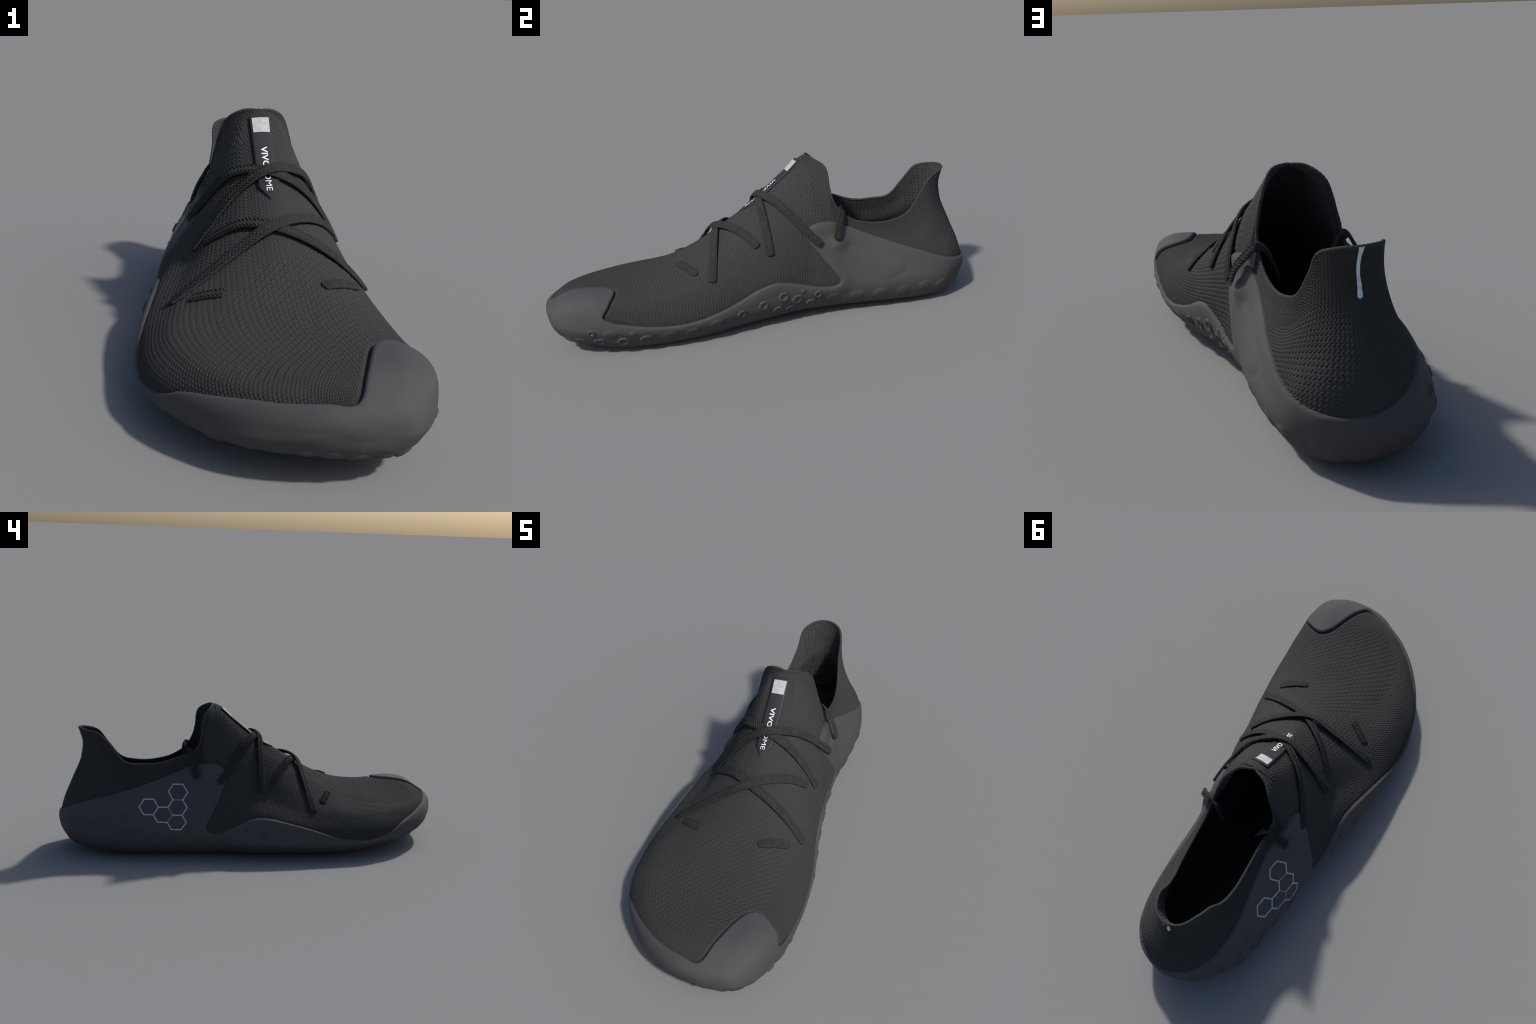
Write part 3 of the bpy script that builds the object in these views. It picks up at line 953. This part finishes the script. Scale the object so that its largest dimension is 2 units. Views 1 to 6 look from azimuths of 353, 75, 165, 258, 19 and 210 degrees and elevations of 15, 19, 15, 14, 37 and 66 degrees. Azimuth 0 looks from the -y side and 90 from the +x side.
def tape_place(p, lift):
    z = p[1]
    y = float(np.interp(z, [0.46, 0.54, 0.612], [0.885, 0.876, 0.896]))
    q, n = snap((p[0], y + 0.02, z))
    if n[1] < 0:
        n = -n
    return q + n * (lift + 0.0022)


def wobble_strip():
    V = []
    n = len(tape_pts)
    for k, p in enumerate(tape_pts):
        f = k / (n - 1)
        w = 0.0112 * (0.75 + 0.25 * math.sin(3 + 4 * f)) * math.sqrt(max(0.02, 1 - max(0, (f - 0.94) / 0.06) ** 2))
        for o, lf in ((-1, -0.002), (-1, 0.0012), (0, 0.0018), (1, 0.0012), (1, -0.002)):
            V.append(tape_place((p[0] + o * w, p[1]), lf))
    F = []
    for k in range(n - 1):
        for c in range(4):
            F.append((k * 5 + c, (k + 1) * 5 + c, (k + 1) * 5 + c + 1, k * 5 + c + 1))
    return make_object('heel_tape', np.array(V), np.array(F), TAPE, shoe)


wobble_strip()

# --------------------------------------------------------------------------
# 11. Tread: hexagonal studs, ring studs and curved ridges
# --------------------------------------------------------------------------
def on_sole(p):
    loc, nor, idx, dist = BVH_R.find_nearest(Vector(p))
    return np.array(loc), np.array(nor)


def stud(centre, radius, ring, height=0.008, turn=0.0, stretch=1.0, name='stud'):
    """A hexagonal stud moulded onto the sole; ring studs have a pit."""
    c, n = on_sole(centre)
    e1 = np.cross(n, (0, 0, 1.0))
    e1 = e1 / np.linalg.norm(e1) if np.linalg.norm(e1) > 0.2 else np.array([0, 1.0, 0])
    e2 = np.cross(n, e1)
    if ring:
        prof = [(1.12, -0.15), (1.0, 0.35), (0.9, 0.85), (0.78, 1.0), (0.66, 0.85), (0.55, 0.35), (0.46, 0.05), (0.0, 0.0)]
    else:
        prof = [(1.3, -0.2), (1.12, 0.12), (0.98, 0.45), (0.84, 0.78), (0.66, 0.96), (0.4, 1.04), (0.0, 1.06)]
    K = 30
    V, F = [], []
    for k, (rr, hh) in enumerate(prof):
        for j in range(K):
            a = 2 * math.pi * j / K
            hexr = math.cos(math.pi / 6) / math.cos((a % (math.pi / 3)) - math.pi / 6)
            r = radius * rr * (0.45 + 0.55 * hexr)
            q = c + e1 * (r * stretch * math.cos(a + turn)) + e2 * (r * math.sin(a + turn))
            q2, n2 = on_sole(q)
            V.append(q2 + n2 * hh * height)
    for k in range(len(prof) - 1):
        for j in range(K):
            a, b2 = k * K + j, k * K + (j + 1) % K
            F.append((a, b2, b2 + K, a + K))
    return make_object(name, np.array(V), np.array(F), RUBBER, sole)


def ridge(points, width=0.012, height=0.007, name='tread_ridge'):
    C = catmull(points, 40)
    C = np.array([on_sole(p)[0] for p in C])
    N = np.array([on_sole(p)[1] for p in C])
    T = np.gradient(C, axis=0)
    S = np.cross(T, N)
    S /= np.linalg.norm(S, axis=1)[:, None]
    f = np.linspace(0, 1, 40)
    fade = np.sqrt(np.clip(np.sin(math.pi * np.clip(f, 0.02, 0.98)), 0, 1))
    V = []
    for o, h in ((-1, -0.1), (-0.7, 0.5), (-0.25, 1), (0.25, 1), (0.7, 0.5), (1, -0.1)):
        V.append(C + S * (o * width / 2) + N * (h * height * fade)[:, None])
    return make_object(name, np.stack(V, 1).reshape(-1, 3), grid_faces(40, 6), RUBBER, sole)


R_, S_ = True, False
medial_studs = [(0.33, -0.828, 0.139, 0.016, R_), (0.31, -0.797, 0.083, 0.026, R_), (0.33, -0.700, 0.077, 0.027, R_),
                (0.34, -0.603, 0.074, 0.030, R_), (0.345, -0.753, 0.128, 0.027, S_), (0.36, -0.664, 0.115, 0.013, S_),
                (0.28, -0.870, 0.093, 0.024, S_), (0.34, -0.505, 0.074, 0.032, S_), (0.34, -0.405, 0.072, 0.028, S_),
                (0.335, -0.292, 0.088, 0.030, S_), (0.32, -0.174, 0.110, 0.022, R_), (0.30, -0.069, 0.129, 0.024, R_),
                (0.29, 0.029, 0.151, 0.026, R_), (0.275, 0.098, 0.120, 0.026, R_), (0.27, 0.197, 0.131, 0.020, R_)]
medial_heel = [(0.25, 0.166, 0.085, 0.022, R_), (0.26, 0.003, 0.088, 0.024, R_), (0.25, 0.066, 0.070, 0.022, R_),
               (0.28, 0.125, 0.160, 0.012, S_), (0.25, 0.276, 0.092, 0.026, S_), (0.25, 0.391, 0.088, 0.028, S_),
               (0.255, 0.502, 0.086, 0.030, S_), (0.255, 0.617, 0.086, 0.031, S_), (0.25, 0.722, 0.102, 0.029, S_),
               (0.22, 0.808, 0.100, 0.026, S_), (0.15, 0.901, 0.100, 0.020, S_)]
lateral_studs = [(-0.215, 0.701, 0.220, 0.019, R_), (-0.19, 0.773, 0.193, 0.018, R_), (-0.15, 0.848, 0.174, 0.016, R_),
                 (-0.215, 0.704, 0.138, 0.024, R_), (-0.19, 0.780, 0.106, 0.033, R_), (-0.15, 0.855, 0.074, 0.024, S_),
                 (-0.10, 0.916, 0.077, 0.022, S_), (-0.20, 0.707, 0.061, 0.026, S_), (-0.21, 0.602, 0.054, 0.027, S_),
                 (-0.22, 0.523, 0.052, 0.022, S_), (-0.23, 0.435, 0.052, 0.025, S_), (-0.25, 0.327, 0.066, 0.024, S_),
                 (-0.32, 0.001, 0.132, 0.019, R_), (-0.30, 0.065, 0.086, 0.023, R_), (-0.30, 0.092, 0.154, 0.011, R_)]
lateral_fore = [(-0.29, 0.160, 0.109, 0.011, R_), (-0.26, 0.215, 0.066, 0.024, S_), (-0.28, -0.048, 0.053, 0.024, S_),
                (-0.32, -0.093, 0.089, 0.022, S_), (-0.30, -0.168, 0.048, 0.026, S_), (-0.33, -0.200, 0.079, 0.020, S_),
                (-0.33, -0.290, 0.055, 0.025, S_), (-0.33, -0.390, 0.050, 0.026, S_), (-0.31, -0.490, 0.050, 0.026, S_),
                (-0.28, -0.590, 0.055, 0.026, S_), (-0.24, -0.690, 0.062, 0.026, S_)]
toe_and_heel = [(-0.18, -0.790, 0.072, 0.025, S_), (-0.115, -0.865, 0.082, 0.022, S_), (-0.045, -0.925, 0.100, 0.022, S_),
                (0.010, -0.945, 0.094, 0.020, S_), (0.070, -0.955, 0.090, 0.023, S_), (0.130, -0.955, 0.088, 0.024, S_),
                (0.190, -0.945, 0.088, 0.022, S_), (0.240, -0.915, 0.090, 0.022, S_),
                (0.134, 0.930, 0.066, 0.026, S_), (0.053, 0.945, 0.064, 0.028, S_), (-0.040, 0.930, 0.076, 0.024, S_)]
for x_, y_, z_, r_, ring_ in medial_studs + medial_heel + lateral_studs + lateral_fore + toe_and_heel:
    stud((x_, y_, z_), r_, ring_, height=(0.0060 if ring_ else 0.0038) * (0.85 if x_ < 0 else 1.0), turn=random.uniform(-0.3, 0.3),
         stretch=1.0 if ring_ else random.uniform(1.05, 1.3), name='ring_stud' if ring_ else 'stud')
ridge([(-0.22, 0.690, 0.095), (-0.22, 0.684, 0.119), (-0.23, 0.665, 0.143), (-0.23, 0.637, 0.152), (-0.23, 0.604, 0.160)])
ridge([(-0.22, 0.590, 0.085), (-0.23, 0.565, 0.122), (-0.24, 0.540, 0.136), (-0.25, 0.507, 0.146)])
ridge([(-0.23, 0.490, 0.080), (-0.25, 0.461, 0.119), (-0.25, 0.440, 0.128), (-0.26, 0.405, 0.136)])
ridge([(-0.26, 0.250, 0.070), (-0.27, 0.225, 0.090), (-0.28, 0.180, 0.096)], height=0.005)

# underside: rows of studs that carry the shoe
for row_, yy in enumerate(np.arange(-0.78, 0.90, 0.085)):
    half = float(np.interp(yy, [-0.8, -0.45, 0.0, 0.3, 0.7, 0.9], [0.14, 0.20, 0.14, 0.11, 0.11, 0.03]))
    mid = float(np.interp(yy, [-0.8, -0.45, 0.0, 0.9], [0.09, 0.01, -0.02, 0.04]))
    for xx in np.arange(-half, half + 0.01, 0.085):
        stud((mid + xx + 0.02 * (-1) ** row_, yy, -0.02), 0.030, (row_ % 3 == 1), height=0.006, name='tread_stud')

print('built', len(bpy.data.objects), 'objects')
